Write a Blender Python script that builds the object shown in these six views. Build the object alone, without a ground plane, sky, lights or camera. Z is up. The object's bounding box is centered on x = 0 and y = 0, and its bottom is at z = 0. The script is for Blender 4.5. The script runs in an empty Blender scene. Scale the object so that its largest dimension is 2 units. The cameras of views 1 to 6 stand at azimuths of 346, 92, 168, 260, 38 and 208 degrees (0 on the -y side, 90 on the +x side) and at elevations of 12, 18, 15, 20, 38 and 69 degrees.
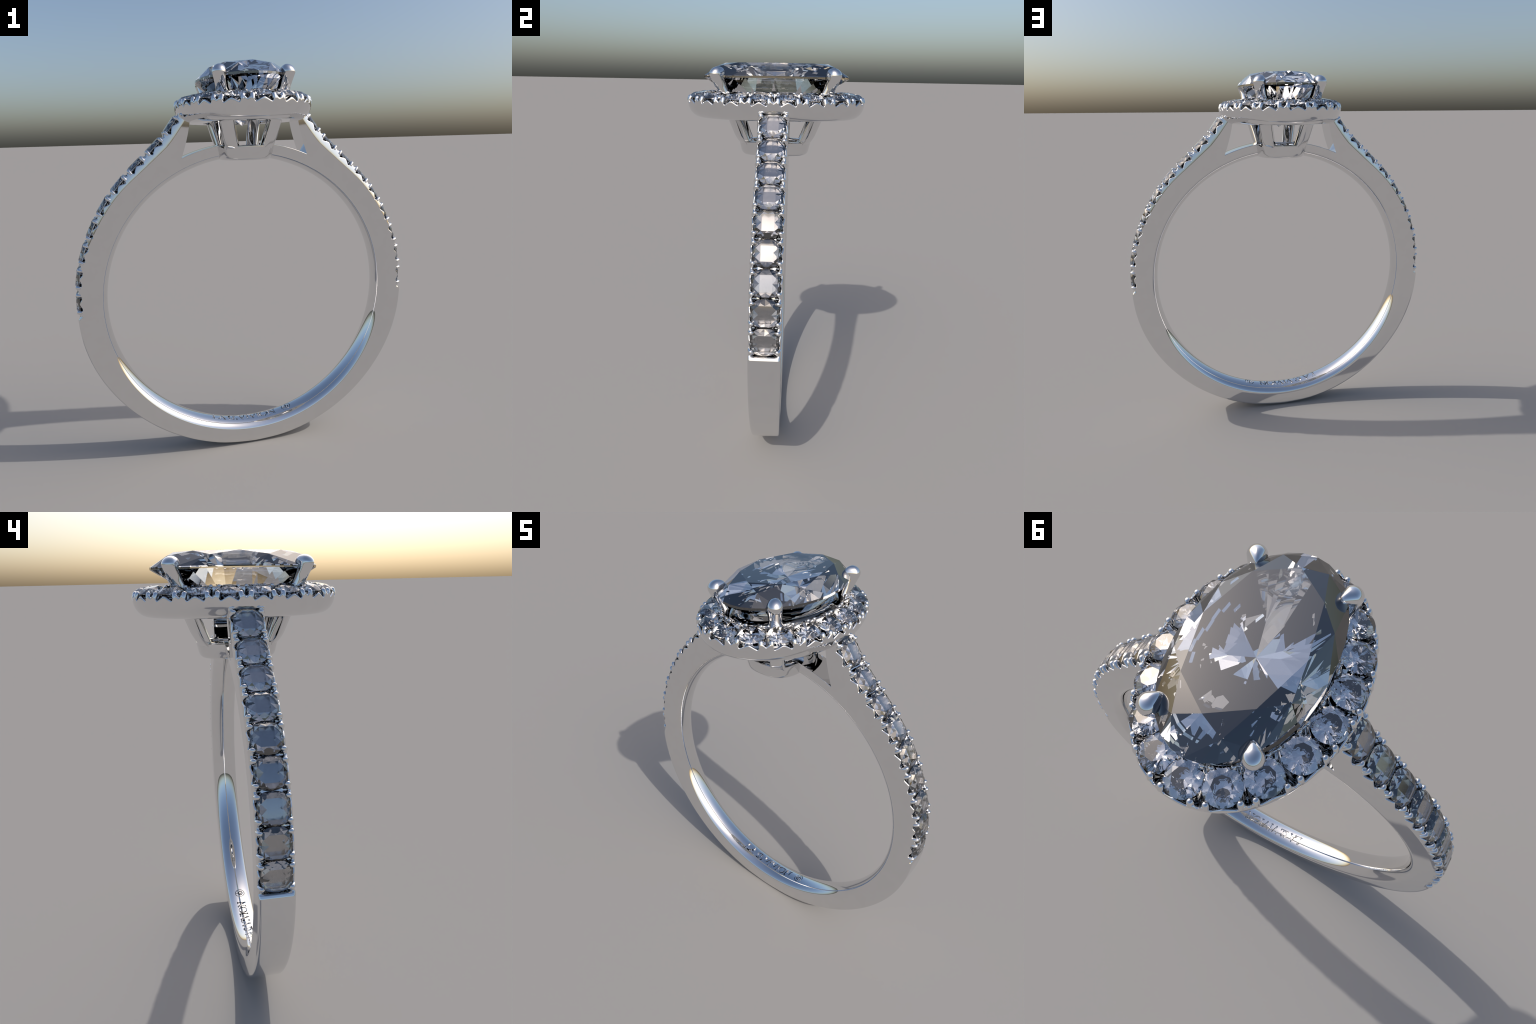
import bpy, math
import numpy as np
from mathutils import Matrix, Vector

# ------------------------------------------------------------------ helpers
def pchip(xs, ys, x):
    """monotone cubic interpolation through hand-placed control points"""
    xs = np.asarray(xs, float); ys = np.asarray(ys, float); x = np.clip(x, xs[0], xs[-1])
    h = np.diff(xs); d = np.diff(ys) / h
    m = np.zeros_like(xs); m[0], m[-1] = d[0], d[-1]
    for i in range(1, len(xs) - 1):
        if d[i - 1] * d[i] > 0:
            w1 = 2 * h[i] + h[i - 1]; w2 = h[i] + 2 * h[i - 1]
            m[i] = (w1 + w2) / (w1 / d[i - 1] + w2 / d[i])
    k = np.clip(np.searchsorted(xs, x) - 1, 0, len(h) - 1)
    t = (x - xs[k]) / h[k]
    return ((1 + 2 * t) * (1 - t) ** 2 * ys[k] + t * (1 - t) ** 2 * h[k] * m[k]
            + t * t * (3 - 2 * t) * ys[k + 1] + t * t * (t - 1) * h[k] * m[k + 1])

def smooth(a, b, x):
    t = np.clip((x - a) / (b - a), 0, 1)
    return t * t * (3 - 2 * t)

def loft_faces(S, M, base=0, close_s=False, close_m=True):
    i = np.arange(S if close_s else S - 1); j = np.arange(M if close_m else M - 1)
    I, J = np.meshgrid(i, j, indexing='ij')
    I2 = (I + 1) % S; J2 = (J + 1) % M
    q = np.stack([I * M + J, I2 * M + J, I2 * M + J2, I * M + J2], -1).reshape(-1, 4)
    return q + base

def grid_mesh(name, blocks, mat, angle=38, caps=()):
    """blocks: list of (points[S,M,3], close_s, close_m)"""
    V, F, base = [], [], 0
    for P, cs, cm in blocks:
        S, M = P.shape[:2]
        V.append(P.reshape(-1, 3)); F += loft_faces(S, M, base, cs, cm).tolist()
        base += S * M
    base = 0
    for n, (P, cs, cm) in enumerate(blocks):
        S, M = P.shape[:2]
        if n in caps:
            F.append([base + k for k in range(M)][::-1])
            F.append([base + (S - 1) * M + k for k in range(M)])
        base += S * M
    me = bpy.data.meshes.new(name)
    me.from_pydata(np.concatenate(V).tolist(), [], F)
    import bmesh
    bm = bmesh.new(); bm.from_mesh(me)
    bmesh.ops.recalc_face_normals(bm, faces=bm.faces)
    bm.to_mesh(me); bm.free()
    me.polygons.foreach_set('use_smooth', [True] * len(me.polygons))
    if angle: me.set_sharp_from_angle(angle=math.radians(angle))
    me.materials.append(mat)
    return me

def add(name, me, parent):
    ob = bpy.data.objects.new(name, me)
    bpy.context.scene.collection.objects.link(ob)
    ob.parent = parent
    return ob

# ---------------------------------------------------------------- materials
def metal_material():
    m = bpy.data.materials.new('polished_white_gold'); m.use_nodes = True
    nt = m.node_tree; b = nt.nodes['Principled BSDF']
    b.inputs['Metallic'].default_value = 1.0
    tc = nt.nodes.new('ShaderNodeTexCoord'); nz = nt.nodes.new('ShaderNodeTexNoise')
    nz.inputs['Scale'].default_value = 14; nz.inputs['Detail'].default_value = 3
    nt.links.new(tc.outputs['Object'], nz.inputs['Vector'])
    cr = nt.nodes.new('ShaderNodeValToRGB')
    cr.color_ramp.elements[0].position = .3; cr.color_ramp.elements[1].position = .7
    cr.color_ramp.elements[0].color = (.795, .795, .795, 1)
    cr.color_ramp.elements[1].color = (.815, .815, .815, 1)
    nt.links.new(nz.outputs['Fac'], cr.inputs['Fac'])
    nt.links.new(cr.outputs['Color'], b.inputs['Base Color'])
    b.inputs['Roughness'].default_value = .035
    return m

def gem_material(name, ior, tint):
    m = bpy.data.materials.new(name); m.use_nodes = True
    nt = m.node_tree; b = nt.nodes['Principled BSDF']
    tc = nt.nodes.new('ShaderNodeTexCoord'); nz = nt.nodes.new('ShaderNodeTexNoise')
    nz.inputs['Scale'].default_value = 3
    nt.links.new(tc.outputs['Object'], nz.inputs['Vector'])
    mx = nt.nodes.new('ShaderNodeMix'); mx.data_type = 'RGBA'
    mx.inputs[6].default_value = (*tint, 1); mx.inputs[7].default_value = (*[min(1, c * 1.015) for c in tint], 1)
    nt.links.new(nz.outputs['Fac'], mx.inputs[0])
    nt.links.new(mx.outputs[2], b.inputs['Base Color'])
    b.inputs['Transmission Weight'].default_value = 1.0
    b.inputs['Roughness'].default_value = 0.0
    b.inputs['IOR'].default_value = ior
    return m

GEM_IOR = 2.417
METAL = metal_material()
GEM = gem_material('clear_gemstone', GEM_IOR, (.92, .92, .93))
GEM_DARK = gem_material('darker_gemstone', GEM_IOR, (.62, .62, .63))  # darker tint than the clear gemstone, used for the band stones

# ------------------------------------------------------------------- frame
ZC = .837            # centre of the outer outline
R0 = .724            # finger hole radius at the middle of the band
ZI = ZC + .009       # centre of the finger hole
ARM = .071           # thickness of the lower arm of the split shoulder
W = .0705            # half width of the band
SAG = .044           # how far the comfort-fit inside falls away at the sides
PHI_W = 23.4         # angle from the top at which the shoulder splits

ring = bpy.data.objects.new('gemstone_ring', None)
bpy.context.scene.collection.objects.link(ring)
ring['label'] = 'polished silver ring with oval gemstone, halo and jewelled band'
ring['category'] = 'ring'

# outer line of the band, right half, from the halo down to the bottom (x, z)
def pol(a, r): return (r * math.sin(math.radians(a)), ZC + r * math.cos(math.radians(a)))
CREST = [(.300, 1.826), (.326, 1.790), (.358, 1.746), (.403, 1.687), (.449, 1.642), (.495, 1.599), (.540, 1.557),
         (.586, 1.514), (.630, 1.469), (.671, 1.422), (.744, 1.314), (.800, 1.202), (.843, 1.082), (.865, .957)] + \
        [pol(a, r) for a, r in [(90, .868), (97, .868), (105, .866), (114, .861), (123, .8545), (132, .849), (141, .844),
                                (150, .840), (160, .837), (170, .835), (180, .8342)]]
cp = np.array(CREST); cs = np.r_[0, np.cumsum(np.hypot(*np.diff(cp, axis=0).T))]
fine = np.linspace(0, cs[-1], 6000)
fx, fz = pchip(cs, cp[:, 0], fine), pchip(cs, cp[:, 1], fine)
ker = np.hanning(401); ker /= ker.sum()
def soften(f, anti):
    n = 200
    lo = 2 * f[0] - f[1:n + 1][::-1]
    hi = (2 * f[-1] - f[-n - 1:-1][::-1]) if anti else f[-n - 1:-1][::-1]
    return np.convolve(np.r_[lo, f, hi], ker, 'valid')
fx, fz = soften(fx, True), soften(fz, False)
fs = np.r_[0, np.cumsum(np.hypot(np.diff(fx), np.diff(fz)))]
tx, tz = np.gradient(fx, fs), np.gradient(fz, fs)
fphi = np.degrees(np.arctan2(fx, fz - ZC))
def crest(s):
    x, z = np.interp(s, fs, fx), np.interp(s, fs, fz)
    a, b = np.interp(s, fs, tx), np.interp(s, fs, tz); l = np.hypot(a, b)
    return x, z, -b / l, a / l, a / l, b / l          # position, outward normal, tangent
def s_at_phi(p): return np.interp(p, fphi, fs)

N_STONE = 9
S_TOP = .051
S_BOT = s_at_phi(90.6)
PITCH = (S_BOT - S_TOP) / N_STONE

# edge of the stone channel: depth below the crest over one pitch (0 = stone centre, .5 = gap)
U_K = [0, .10, .20, .265, .295, .315, .345, .385, .43, .47, .5]
def rim_depth(u, mound, notch, vee):
    return RIM(np.abs(u), mound, notch, vee)
_ug = np.linspace(-1, 1, 2001)
def RIM(u, mound, notch, vee):
    g = np.abs((_ug + .5) % 1.0 - .5)
    k = np.exp(-.5 * (np.arange(-90, 91) / 25.) ** 2); k /= k.sum()
    d = np.convolve(rim_raw(g, mound, notch, vee), k, 'same')
    return np.interp(u, _ug, d)
def rim_raw(u, mound, notch, vee):
    return pchip(U_K, [mound, mound + .38 * (notch - mound), mound + .78 * (notch - mound), notch, notch * .95, notch * .45, .006, .007,
                       vee * .45, vee * .9, vee], np.abs(u))

# ------------------------------------------------- engraved words (strokes)
CAP = .0425
def letter_strokes():
    """strokes (x0, y0, x1, y1, half width) in metres; y up, text runs along the inside of the band"""
    thick, thin = .0043, .0021
    out = []
    def put(x, w, segs):
        for (a, b, c, d, t) in segs:
            out.append((x + a * w, (b - .46) * CAP, x + c * w, (d - .46) * CAP, t))
    def arc(cx, cy, rx, ry, a0, a1, t0, t1, n=16):
        r = []
        for i in range(n):
            p, q = math.radians(a0 + (a1 - a0) * i / n), math.radians(a0 + (a1 - a0) * (i + 1) / n)
            m = abs(math.cos((p + q) / 2))
            r.append((cx + rx * math.cos(p), cy + ry * math.sin(p), cx + rx * math.cos(q), cy + ry * math.sin(q), t0 + (t1 - t0) * m))
        return r
    L = [(.2, 0, .2, 1, thick), (0, 0, .95, 0, thin), (.95, 0, 1, .28, thin), (0, 1, .45, 1, thin)]
    A = [(.12, 0, .5, 1, thin), (.5, 1, .88, 0, thick), (.26, .36, .72, .36, thin), (0, 0, .25, 0, thin), (.72, 0, 1, 0, thin)]
    V = [(.12, 1, .52, 0, thick), (.52, 0, .88, 1, thin), (0, 1, .28, 1, thin), (.74, 1, 1, 1, thin)]
    I = [(.5, 0, .5, 1, thick), (0, 0, 1, 0, thin), (0, 1, 1, 1, thin)]
    N = [(.14, 0, .14, 1, thin), (.14, 1, .86, 0, thick), (.86, 0, .86, 1, thin), (0, 0, .3, 0, thin), (0, 1, .14, 1, thin), (.7, 1, 1, 1, thin)]
    O = arc(.5, .5, .46, .5, 0, 360, thin, thick, 24)
    G = arc(.46, .56, .42, .44, 50, 300, thin, thick, 18) + [(.62, .78, .62, .06, thick * .8), (.0, 0, 1.0, 0, thin), (1.0, 0, 1.0, .22, thin), (.73, .9, .8, .68, thin)]
    put(-.226, .038, L); put(-.191, .041, A); put(-.132, .045, G)
    put(-.077, .043, V); put(-.031, .012, I); put(-.015, .043, V); put(.031, .012, I); put(.047, .046, O); put(.097, .041, N)
    c = .205                                           # small round mark after the words
    for (a, b, cc, d, t) in arc(0, 0, .0255, .0255, 0, 360, .0011, .0011, 28) + arc(0, .001, .0145, .015, 180, 360, .0012, .0022, 12) + \
            [(0, .019, 0, -.014, .0022), (-.007, .010, .007, .010, .0012), (-.0155, .004, -.011, .002, .0012), (.011, .002, .0155, .004, .0012),
             (.004, .006, .013, .012, .001), (-.004, -.004, -.012, .010, .0008)]:
        out.append((c + a, b, c + cc, d, t))
    return out

def groove_depth(ax, ay):
    d = np.full(ax.shape, 1.0)
    for (x0, y0, x1, y1, t) in letter_strokes():
        m = (ax > min(x0, x1) - .006) & (ax < max(x0, x1) + .006) & (ay > min(y0, y1) - .006) & (ay < max(y0, y1) + .006)
        if not m.any(): continue
        px, py = ax[m], ay[m]; vx, vy = x1 - x0, y1 - y0
        k = np.clip(((px - x0) * vx + (py - y0) * vy) / (vx * vx + vy * vy + 1e-12), 0, 1)
        d[m] = np.minimum(d[m], np.hypot(px - x0 - k * vx, py - y0 - k * vy) - t)
    return .0125 * (1 - smooth(-.0006, .0006, d))

# ---------------------------------------------------------------- the band
Y_IN = np.r_[np.sin(np.linspace(np.pi / 2, math.asin(.028 / W), 16))[:-1] * W, np.linspace(.028, -.028, 85),
             -np.sin(np.linspace(math.asin(.028 / W), np.pi / 2, 16))[1:] * W]

def section(s, inner_pt, inner_n, sag, groove=None, mid=None):
    """closed sections of the band at crest stations s; inner_pt/inner_n: (S,2) point and outward-of-metal normal"""
    S = len(s)
    x, z, nx, nz, _, _ = crest(s)
    u = ((s - S_TOP) / PITCH) % 1.0 - .5
    ledge = .007 * (1 - smooth(S_BOT + .004, S_BOT + .022, s)) * smooth(S_BOT - .02, S_BOT, s) + .006 * smooth(S_TOP - .016, S_TOP - .002, s) * (1 - smooth(S_BOT - .02, S_BOT, s))
    c = smooth(S_TOP - .002, S_TOP + .008, s) * (1 - smooth(S_BOT - .004, S_BOT + .010, s))
    d0 = np.interp(np.interp(s, fs, fphi), [15, 27, 36, 45, 57, 70], [.044, .055, .050, .042, .036, .034])
    d0 = np.minimum(d0, .62 * np.hypot(x - inner_pt[:, 0], z - inner_pt[:, 1]))
    dt = np.minimum(rim_depth(u, .013, .031, .014), d0 - .008)
    g = np.clip(1 - dt / .020, 0, 1)
    tr = .0055 + .0055 * g
    def yo(d):
        return W - (W - .0600) * np.clip((d0 - d) / d0, 0, 1) ** 1.5
    ch, sm = [], []
    rc = .013
    for t in np.linspace(0, 1, 10):
        d = d0 + (dt + tr - d0) * t; ch.append((yo(d), d))
        sm.append((np.full(S, W), d0 + (rc + ledge - d0) * t - ledge))
    yt = yo(dt + tr)
    for a in np.linspace(0, np.pi, 9)[1:]:
        ch.append((yt - tr + tr * np.cos(a), dt + tr - tr * np.sin(a)))
        sm.append((W - rc + rc * np.cos(a / 2) + 0 * s, rc - rc * np.sin(a / 2) + 0 * s))
    DF = .028 + .012 * (1 - smooth(.36, .43, np.abs(u)))
    for t in (.35, .7, 1.0):
        ch.append((yt - 2 * tr + (.036 - yt + 2 * tr) * t, dt + tr + (DF - dt - tr) * t)); sm.append((.057 - .012 * t + 0 * s, 0 * s))
    for y in (.033, .012):
        ch.append((y + 0 * s, DF + 0 * s)); sm.append((y + 0 * s, 0 * s))
    half = [(a[0] * c + b[0] * (1 - c), a[1] * c + (b[1] + ledge) * (1 - c)) for a, b in zip(ch, sm)]
    def outer(y, d): return np.stack([x - nx * d, y, z - nz * d], -1)
    cols = []
    for k, y in enumerate(Y_IN):
        e = sag * (1 - math.sqrt(max(0, 1 - (y / W) ** 2)))
        if groove is not None: e = e + groove[:, k]
        cols.append(np.stack([inner_pt[:, 0] - inner_n[:, 0] * e, np.full(S, y), inner_pt[:, 1] - inner_n[:, 1] * e], -1))
    lo_m, hi_m = cols[-1], outer(-half[0][0], half[0][1])
    fr = (.03, .3, .7, .97)
    def flank(lo, hi, sgn):
        if mid is None: return [lo + (hi - lo) * f for f in fr]
        m = np.stack([mid[:, 0], np.full(S, sgn * W), mid[:, 1]], -1)
        return [lo + (m - lo) * f for f in (.05, .5)] + [m] + [m + (hi - m) * f for f in (.35, .7, .97)]
    cols += flank(lo_m, hi_m, -1)
    cols += [outer(-y, d) for y, d in half] + [outer(y, d) for y, d in half[::-1]]
    lo_p, hi_p = cols[0], outer(half[0][0], half[0][1])
    cols += flank(lo_p, hi_p, 1)[::-1]
    return np.stack(cols, 1)

s_w = s_at_phi(PHI_W)
ARC = .48 / 2
s_txt = s_at_phi(180 - math.degrees(ARC / R0))
st = np.unique(np.r_[np.arange(s_w, S_BOT - .02, PITCH / 48), np.arange(S_BOT - .02, S_BOT + .02, .0008),
                     np.linspace(S_BOT + .02, s_txt, 70), np.linspace(s_txt, fs[-1], 380)])
sx_, sz_ = np.interp(st, fs, fx), np.interp(st, fs, fz)
ph = np.arctan2(sx_, sz_ - ZI); ph[-1] = np.pi; PHI0 = ph[0]
ipt = np.stack([R0 * np.sin(ph), ZI + R0 * np.cos(ph)], -1)
mid = np.stack([(R0 + ARM) * np.sin(ph), ZI + (R0 + ARM) * np.cos(ph)], -1); inn = -np.stack([np.sin(ph), np.cos(ph)], -1)
def side(sign):
    a = sign * R0 * (np.pi - ph)                       # arc position along the inside, from the bottom
    AX, AY = np.meshgrid(a, Y_IN, indexing='ij')
    P = section(st, ipt, inn, SAG, groove_depth(AX, AY), mid)
    P[:, :, 0] *= sign
    return P
right, left = side(1), side(-1)
main = np.concatenate([right, left[::-1][1:]], 0)

# shoulder (upper arm) above the triangular window
sb = np.unique(np.r_[np.arange(0, s_w, .0022), s_w]); f = sb / s_w
WIN_TOP = (.266, 1.775)
wb = mid[0]
bow = .006 * np.sin(np.pi * f)
ip = np.stack([WIN_TOP[0] + (wb[0] - WIN_TOP[0]) * f - bow, WIN_TOP[1] + (wb[1] - WIN_TOP[1]) * f], -1)
tn = np.stack([wb[0] - WIN_TOP[0], wb[1] - WIN_TOP[1]], 0); tn /= np.hypot(*tn)
nn = np.tile(np.array([tn[1], -tn[0]]), (len(sb), 1))
upper = section(sb, ip, nn, .0)
# lower arm between the window and the gallery rail
pa = np.linspace(math.radians(7.5), PHI0, 60)
def arm():
    cols = []
    for y in Y_IN[::2]:
        r = R0 + SAG * (1 - math.sqrt(max(0, 1 - (y / W) ** 2)))
        cols.append((y, r))
    e = .002; top = R0 + ARM
    cols += [(-W, R0 + SAG + .003), (-W, top - e - .003)] + [(-W + e - e * math.cos(a), top - e + e * math.sin(a)) for a in np.linspace(0, np.pi / 2, 6)]
    cols += [(-.03, top), (.03, top)] + [(W - e + e * math.sin(a), top - e + e * math.cos(a)) for a in np.linspace(0, np.pi / 2, 6)]
    cols += [(W, top - e - .003), (W, R0 + SAG + .003)]
    return np.stack([np.stack([r * np.sin(pa), np.full(len(pa), y), ZI + r * np.cos(pa)], -1) for y, r in cols], 1)
lower = arm()
for P in (main, upper, lower):                         # the shoulders flare a little towards the halo
    P[:, :, 1] *= 1 + .055 * smooth(1.50, 1.78, P[:, :, 2])
def mir(P):
    Q = P.copy(); Q[:, :, 0] *= -1; return Q
band = add('band', grid_mesh('band', [(main, False, True), (upper, False, True), (mir(upper), False, True),
                                      (lower, False, True), (mir(lower), False, True)], METAL), ring)

# -------------------------------------------------------------------- halo
HA, HB = .333, .451                                   # outer oval of the halo
tt = np.linspace(0, 2 * np.pi, 7201)
ex, ey = HA * np.cos(tt), HB * np.sin(tt)
mid_x, mid_y = (HA - .06) * np.cos(tt), (HB - .06) * np.sin(tt)
es = np.r_[0, np.cumsum(np.hypot(np.diff(mid_x), np.diff(mid_y)))]
NH = 18
def oval(q):                                          # q in pitches, 0 at +x axis (a gap)
    t = np.interp((q % NH) / NH * es[-1], es, tt)
    nx, ny = HB * np.cos(t), HA * np.sin(t); l = np.hypot(nx, ny)
    return HA * np.cos(t), HB * np.sin(t), nx / l, ny / l

q = np.arange(0, NH, 1 / 48.)
qx, qy, qnx, qny = oval(q)
u = (q % 1.0) - .5
do = rim_depth(u, .013, .033, .022); di = rim_depth(u, .010, .022, .012)
Z_OUT, Z_IN, Z_FLOOR, Z_LOW = 1.843, 1.868, 1.798, 1.737
prof = []
for r in (-.139, -.125, -.105, -.088): prof.append((r + 0 * q, Z_LOW + 0 * q))
Z_WIDE = 1.830                                        # the bowl is widest just under the beads
def bowl(z): return .080 * (np.clip(1 - (np.clip(Z_WIDE - z, 0, 1) / (Z_WIDE - Z_LOW)) ** 2.3, 0, 1) ** (1 / 2.3) - 1)
for a in np.linspace(0, 1, 12)[1:]:
    zz = Z_LOW + (1.790 - Z_LOW) * a ** 1.8; prof.append((bowl(zz) + 0 * q, zz + 0 * q))
go = np.clip(1 - do / .018, 0, 1); to = .0055 + .0050 * go
ro = bowl
zt = Z_OUT - do - to
for k in (.4, .8, 1.0):
    zz = 1.790 * (1 - k) + zt * k; prof.append((ro(zz), zz))
r1 = ro(zt)
for a in np.linspace(0, np.pi, 9)[1:]:
    prof.append((r1 - to + to * np.cos(a), zt + to * np.sin(a)))
zf = 1.786 + .016 * smooth(.36, .44, np.abs(u))        # the floor rises between the stones
prof.append((-.031 + 0 * q, np.maximum(zf, 1.804)))
for r in (-.045, -.085): prof.append((r + 0 * q, zf))
gi = np.clip(1 - di / .014, 0, 1); ti = .0042 + .0038 * gi
r2 = -.118 + 0 * q; zi = Z_IN - di - ti
prof.append((r2 + 2 * ti + .006, np.maximum(zf, 1.812)))
for a in np.linspace(0, np.pi, 9): prof.append((r2 + ti + ti * np.cos(a), zi + ti * np.sin(a)))
for rr, zz in ((-.120, 1.859), (-.128, 1.860), (-.146, 1.862), (-.166, 1.860), (-.187, 1.849), (-.207, 1.831), (-.232, 1.806), (-.235, 1.800), (-.228, 1.798), (-.185, 1.812), (-.150, 1.808), (-.146, 1.780), (-.142, 1.745)): prof.append((rr + 0 * q, zz + 0 * q))
H = np.stack([np.stack([qx + qnx * r, qy + qny * r, z], -1) for r, z in prof], 1)
halo = add('halo', grid_mesh('halo', [(H, True, True)], METAL), ring)

# ----------------------------------------------------- gallery rail (basket)
def superoval(a, b, n, t):
    c, s_ = np.cos(t), np.sin(t)
    k = (np.abs(c / a) ** n + np.abs(s_ / b) ** n) ** (-1 / n)
    return k * c, k * s_
ta = np.linspace(0, 2 * np.pi, 161)[:-1]
rail_prof = [(-.050, 1.560), (-.030, 1.556), (-.016, 1.559), (-.007, 1.568), (-.002, 1.582), (.002, 1.600), (.006, 1.617), (.0055, 1.6235), (.001, 1.6265),
             (-.020, 1.627), (-.040, 1.627), (-.046, 1.624), (-.050, 1.618), (-.055, 1.590)]
rp = []
for o, z in rail_prof:
    xx, yy = superoval(.140 + o, .178 + o, 2.7, ta)
    rp.append(np.stack([xx, yy, np.full(len(ta), z)], -1))
rail = add('gallery_rail', grid_mesh('gallery_rail', [(np.stack(rp, 1), True, True)], METAL), ring)

# ------------------------------------------------------------------- prongs
def prong_mesh(sx, sy):
    """one strut of the basket that runs up through the halo and ends in a claw over the stone"""
    al = np.linspace(0, 2 * np.pi, 41)[:-1]
    inward = np.array([-.49, -.87]); inward /= np.hypot(*inward)
    across = np.array([-inward[1], inward[0]])
    rows = []
    def row(cx, cy, z, r_in, r_out, r_w, tip=0.0, pw=2.6, zlift=0.0):
        c, s_ = np.cos(al), np.sin(al)
        k = (np.abs(c) ** pw + np.abs(s_) ** pw) ** (-1 / pw)
        lx = np.where(c > 0, r_in, r_out) * c * k; ly = r_w * s_ * k
        if tip: 
            lx = lx + tip * np.clip(c, 0, 1) ** 2.5; ly = ly * (1 - .22 * np.clip(c, 0, 1))
        zz = z + zlift * np.clip(c, 0, 1)
        rows.append(np.stack([(cx + lx * inward[0] + ly * across[0]) * sx, (cy + lx * inward[1] + ly * across[1]) * sy, zz + 0 * al], -1))
    def line(z): 
        return .0875 + (z - 1.625) * .215, .157 + (z - 1.625) * .395
    for z, ro_ in ((1.588, -.006), (1.600, .002), (1.615, .011), (1.630, .019), (1.645, .0235), (1.66, .026), (1.70, .026), (1.74, .026), (1.80, .026), (1.84, .026), (1.862, .028)):
        cx, cy = line(z); row(cx, cy, z, .030, ro_, .0325, pw=4.0 if z < 1.8 else 2.6)
    for z, r, tip in ((1.885, .0290, 0), (1.905, .0300, 0), (1.925, .0315, .004), (1.940, .0325, .012)):
        cx, cy = line(z); row(cx, cy, z, r, r + .002, r - .001, tip, 2.2)
    cx, cy = line(1.945)
    for a in np.linspace(0, 1, 12)[1:]:
        ang = a * np.pi / 2; k = max(math.cos(ang), .02)
        row(cx - .004 * a, cy - .007 * a, 1.945 + .035 * math.sin(ang),   .0325 * k, .0345 * k, .0325 * k, .016 * k, 2.05, -.0)
    P = np.stack(rows, 0)
    return grid_mesh('prong', [(P, False, True)], METAL, 60, caps=(0,))
for sx in (1, -1):
    for sy in (1, -1):
        add('prong', prong_mesh(sx, sy), ring)

# ---------------------------------------------------------------- gemstones
def brilliant(name, a, b, table, crown, girdle, pav, star=.80, low=.28, flat=None, belly=None, square=0.0, ta=None, tb=None, n=8, smooth_angle=None, mat=None):
    """faceted stone, girdle mid-plane at z = 0; a, b half axes; square > 0 gives a cushion outline and table"""
    V, F = [], []
    def v(x, y, z): V.append((x, y, z)); return len(V) - 1
    step = 2 * math.pi / n
    def rim(t):
        e = 2 + square
        k = (abs(math.cos(t)) ** e + abs(math.sin(t)) ** e) ** (-1 / e)
        return k * math.cos(t) * a, k * math.sin(t) * b
    zt, zg, zl, zc = girdle / 2 + crown, girdle / 2, -girdle / 2, -girdle / 2 - pav
    T, G, g2, K, Lw = [], [], [], [], []
    for i in range(n):
        t = i * step
        if ta is None: T.append(v(a * table * math.cos(t), b * table * math.sin(t), zt))
        else:                                          # rectangular table with a vertex in the middle of each edge
            m = max(abs(math.cos(t)), abs(math.sin(t)))
            T.append(v(ta * math.cos(t) / m, tb * math.sin(t) / m, zt))
    for i in range(n):
        t = (i + .5) * step
        x, y = rim(t)
        tt_ = table if ta is None else .62
        f = min(1, max(0, (star * math.cos(step / 2) - tt_) / (1 - tt_)))
        K.append(v(x * star, y * star, zt - crown * f))
        if belly: Lw.append(v(x * low, y * low, zl - belly * pav))
        elif flat is None: Lw.append(v(x * low, y * low, zc + low * math.cos(step / 2) * (zl - zc)))
    m = 4                                              # girdle vertices per half facet pair
    for i in range(n * m):
        x, y = rim(i * step / m)
        dip = .18 * crown * abs(math.sin(i * np.pi / m * 1.0)) * 0
        G.append(v(x, y, zg - dip)); g2.append(v(x, y, zl))
    if flat is None: C = v(0, 0, zc)
    else:                                              # shallow stone with a flat rectangular base
        B = []
        for i in range(2 * n):
            t = i * step / 2; mm = max(abs(math.cos(t)), abs(math.sin(t)))
            B.append(v(flat[0] * math.cos(t) / mm, flat[1] * math.sin(t) / mm, zc))
        F.append(B[::-1])
        for i in range(2 * n):
            h = m // 2
            for k in range(h):
                p, q_ = i * h + k, (i * h + k + 1) % (n * m)
                F.append([B[i], g2[q_], g2[p]])
            F.append([B[i], B[(i + 1) % (2 * n)], g2[(i + 1) * h % (n * m)]])
    F.append(T[:])
    for i in range(n):
        j = (i + 1) % n
        F.append([T[i], K[i], T[j]])
        F.append([T[i], K[i - 1], G[i * m], K[i]])
        for k in range(m):
            p, q_ = (i * m + k), (i * m + k + 1) % (n * m)
            F.append([K[i], G[p], G[q_]]); F.append([G[p], g2[p], g2[q_], G[q_]])
            if flat is None: F.append([Lw[i], g2[q_], g2[p]])
        if belly:                                      # full-bellied pavilion: main facets stop short of the girdle
            x, y = rim(i * step); k = .82
            Mk = v(x * k, y * k, zc + (pav - belly * pav) / (low * math.cos(step / 2)) * k)
            F.append([C, Lw[i], Mk, Lw[i - 1]]); F.append([Lw[i], g2[i * m], Mk]); F.append([Lw[i - 1], Mk, g2[i * m]])
        elif flat is None: F.append([C, Lw[i], g2[i * m], Lw[i - 1]])
    me = bpy.data.meshes.new(name); me.from_pydata(V, [], F)
    import bmesh
    bm = bmesh.new(); bm.from_mesh(me); bmesh.ops.recalc_face_normals(bm, faces=bm.faces); bm.to_mesh(me); bm.free()
    if smooth_angle:
        me.polygons.foreach_set('use_smooth', [True] * len(me.polygons)); me.set_sharp_from_angle(angle=math.radians(smooth_angle))
    me.materials.append(mat or GEM)
    return me

big = add('oval_gemstone', brilliant('oval_gemstone', .222, .366, .71, .060, .010, .212, star=.86, low=.30), ring)
big.location = (0, 0, 1.9355)

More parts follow.
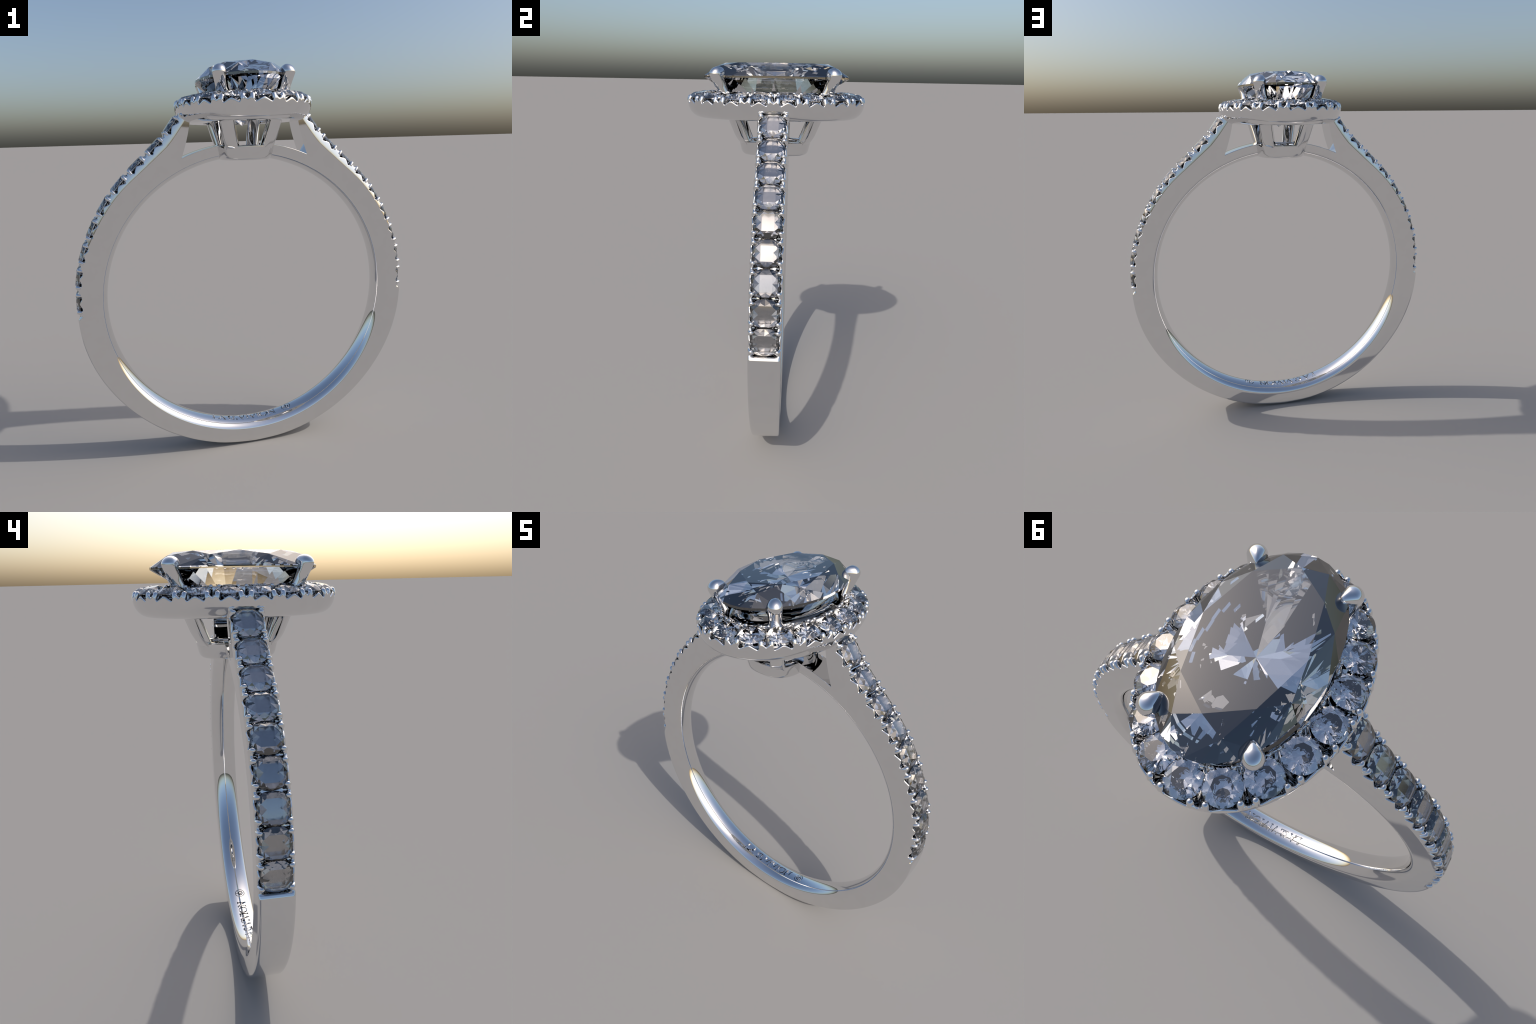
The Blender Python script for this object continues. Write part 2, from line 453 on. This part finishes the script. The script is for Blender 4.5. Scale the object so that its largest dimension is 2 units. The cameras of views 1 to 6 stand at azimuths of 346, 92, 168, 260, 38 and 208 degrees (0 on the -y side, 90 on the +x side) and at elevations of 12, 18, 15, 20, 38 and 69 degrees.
halo_me = brilliant('halo_gemstone', .0565, .0565, .55, .016, .003, .042, star=.77, low=.25)
for i in range(NH):
    x, y, nx, ny = [float(k) for k in oval(np.array(i + .5))]
    tilt = math.radians(11)
    Z = Vector((nx * math.sin(tilt), ny * math.sin(tilt), math.cos(tilt)))
    Yv = Vector((-ny, nx, 0)); X = Yv.cross(Z)
    M = Matrix((X, Yv, Z)).transposed().to_4x4(); M.translation = Vector((x - nx * .0605, y - ny * .0605, 1.8455))
    ob = add('halo_gemstone', halo_me, halo); ob.matrix_local = M

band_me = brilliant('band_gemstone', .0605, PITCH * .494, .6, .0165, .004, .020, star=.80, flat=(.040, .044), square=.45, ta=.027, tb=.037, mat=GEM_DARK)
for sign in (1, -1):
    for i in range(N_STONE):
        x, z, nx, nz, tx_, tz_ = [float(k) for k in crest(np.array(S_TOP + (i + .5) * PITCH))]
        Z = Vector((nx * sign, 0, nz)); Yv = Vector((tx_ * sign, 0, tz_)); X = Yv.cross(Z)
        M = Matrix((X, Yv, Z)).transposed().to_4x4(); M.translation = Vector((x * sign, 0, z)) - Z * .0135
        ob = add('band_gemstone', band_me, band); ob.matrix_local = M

# ------------------------------------------------- claw beads over the stones
def bead_mesh():
    a = np.linspace(0, 2 * np.pi, 21)[:-1]; rows = []
    r, L = .0112, .030                                 # blunt finger, tip at z = 0
    for z, k in [(-L, .75), (-L * .8, .9), (-L * .5, 1.0)] + [(-r + r * math.sin(t), max(math.cos(t), .03)) for t in np.linspace(0, np.pi / 2, 8)]:
        rows.append(np.stack([r * k * np.cos(a), r * k * np.sin(a), np.full(len(a), z)], -1))
    return grid_mesh('bead', [(np.stack(rows, 0), False, True)], METAL, 60, caps=(0,))
bead_me = bead_mesh()
def place_bead(pos, out, up, lean, sc, parent):
    """out: direction away from the stone row, up: along the stone normal; lean tips the bead over the stone"""
    Z = (up * math.cos(lean) - out * math.sin(lean)).normalized()
    X = (out - Z * out.dot(Z)).normalized(); Yv = Z.cross(X)
    M = Matrix((X * sc[0], Yv * sc[1], Z * sc[2])).transposed().to_4x4(); M.translation = pos
    add('bead', bead_me, parent).matrix_local = M
UB = .155                                              # beads stand this far (in pitches) to each side of a gap
for i in range(NH):
    for d in (-UB, UB):
        x, y, nx, ny = [float(k) for k in oval(np.array(i + d))]
        n = Vector((nx, ny, 0)); p = Vector((x, y, 0))
        place_bead(p - n * .0180 + Vector((0, 0, 1.8455)), n, Vector((0, 0, 1)), math.radians(24), (1, 1, 1), halo)
        place_bead(p - n * .1075 + Vector((0, 0, 1.869)), -n, Vector((0, 0, 1)), math.radians(12), (.7, .8, .75), halo)
for sign in (1, -1):
    for i in range(N_STONE + 1):
        for d in (-UB, UB):
            if (i == 0 and d < 0) or (i == N_STONE and d > 0): continue
            x, z, nx, nz, _, _ = [float(k) for k in crest(np.array(S_TOP + (i + d) * PITCH))]
            up = Vector((nx * sign, 0, nz))
            for sy in (1, -1):
                place_bead(Vector((x * sign, sy * .0490, z)) + up * .001, Vector((0, sy, 0)), up, math.radians(30), (1.1, .92, 1), band)

# bar that closes the upper end of each stone row under the halo
def bar_mesh():
    a = np.linspace(0, 2 * np.pi, 25)[:-1]; rows = []
    for t in np.linspace(-1, 1, 21):
        k = max((1 - abs(t) ** 5), .0) ** .5 * .97 + .03
        rows.append(np.stack([np.full(len(a), .056 * t), .0115 * k * np.cos(a), .0115 * k * np.sin(a)], -1))
    return grid_mesh('end_bar', [(np.stack(rows, 0), False, True)], METAL, 60, caps=(0,))
bar_me = bar_mesh()
for sign in (1, -1):
    x, z, nx, nz, tx_, tz_ = [float(k) for k in crest(np.array(S_TOP - .021))]
    Z = Vector((nx * sign, 0, nz)); Yv = Vector((tx_ * sign, 0, tz_)); X = Yv.cross(Z)
    M = Matrix((X, Yv, Z)).transposed().to_4x4(); M.translation = Vector((x * sign, 0, z)) - Z * .008
    add('end_bar', bar_me, band).matrix_local = M
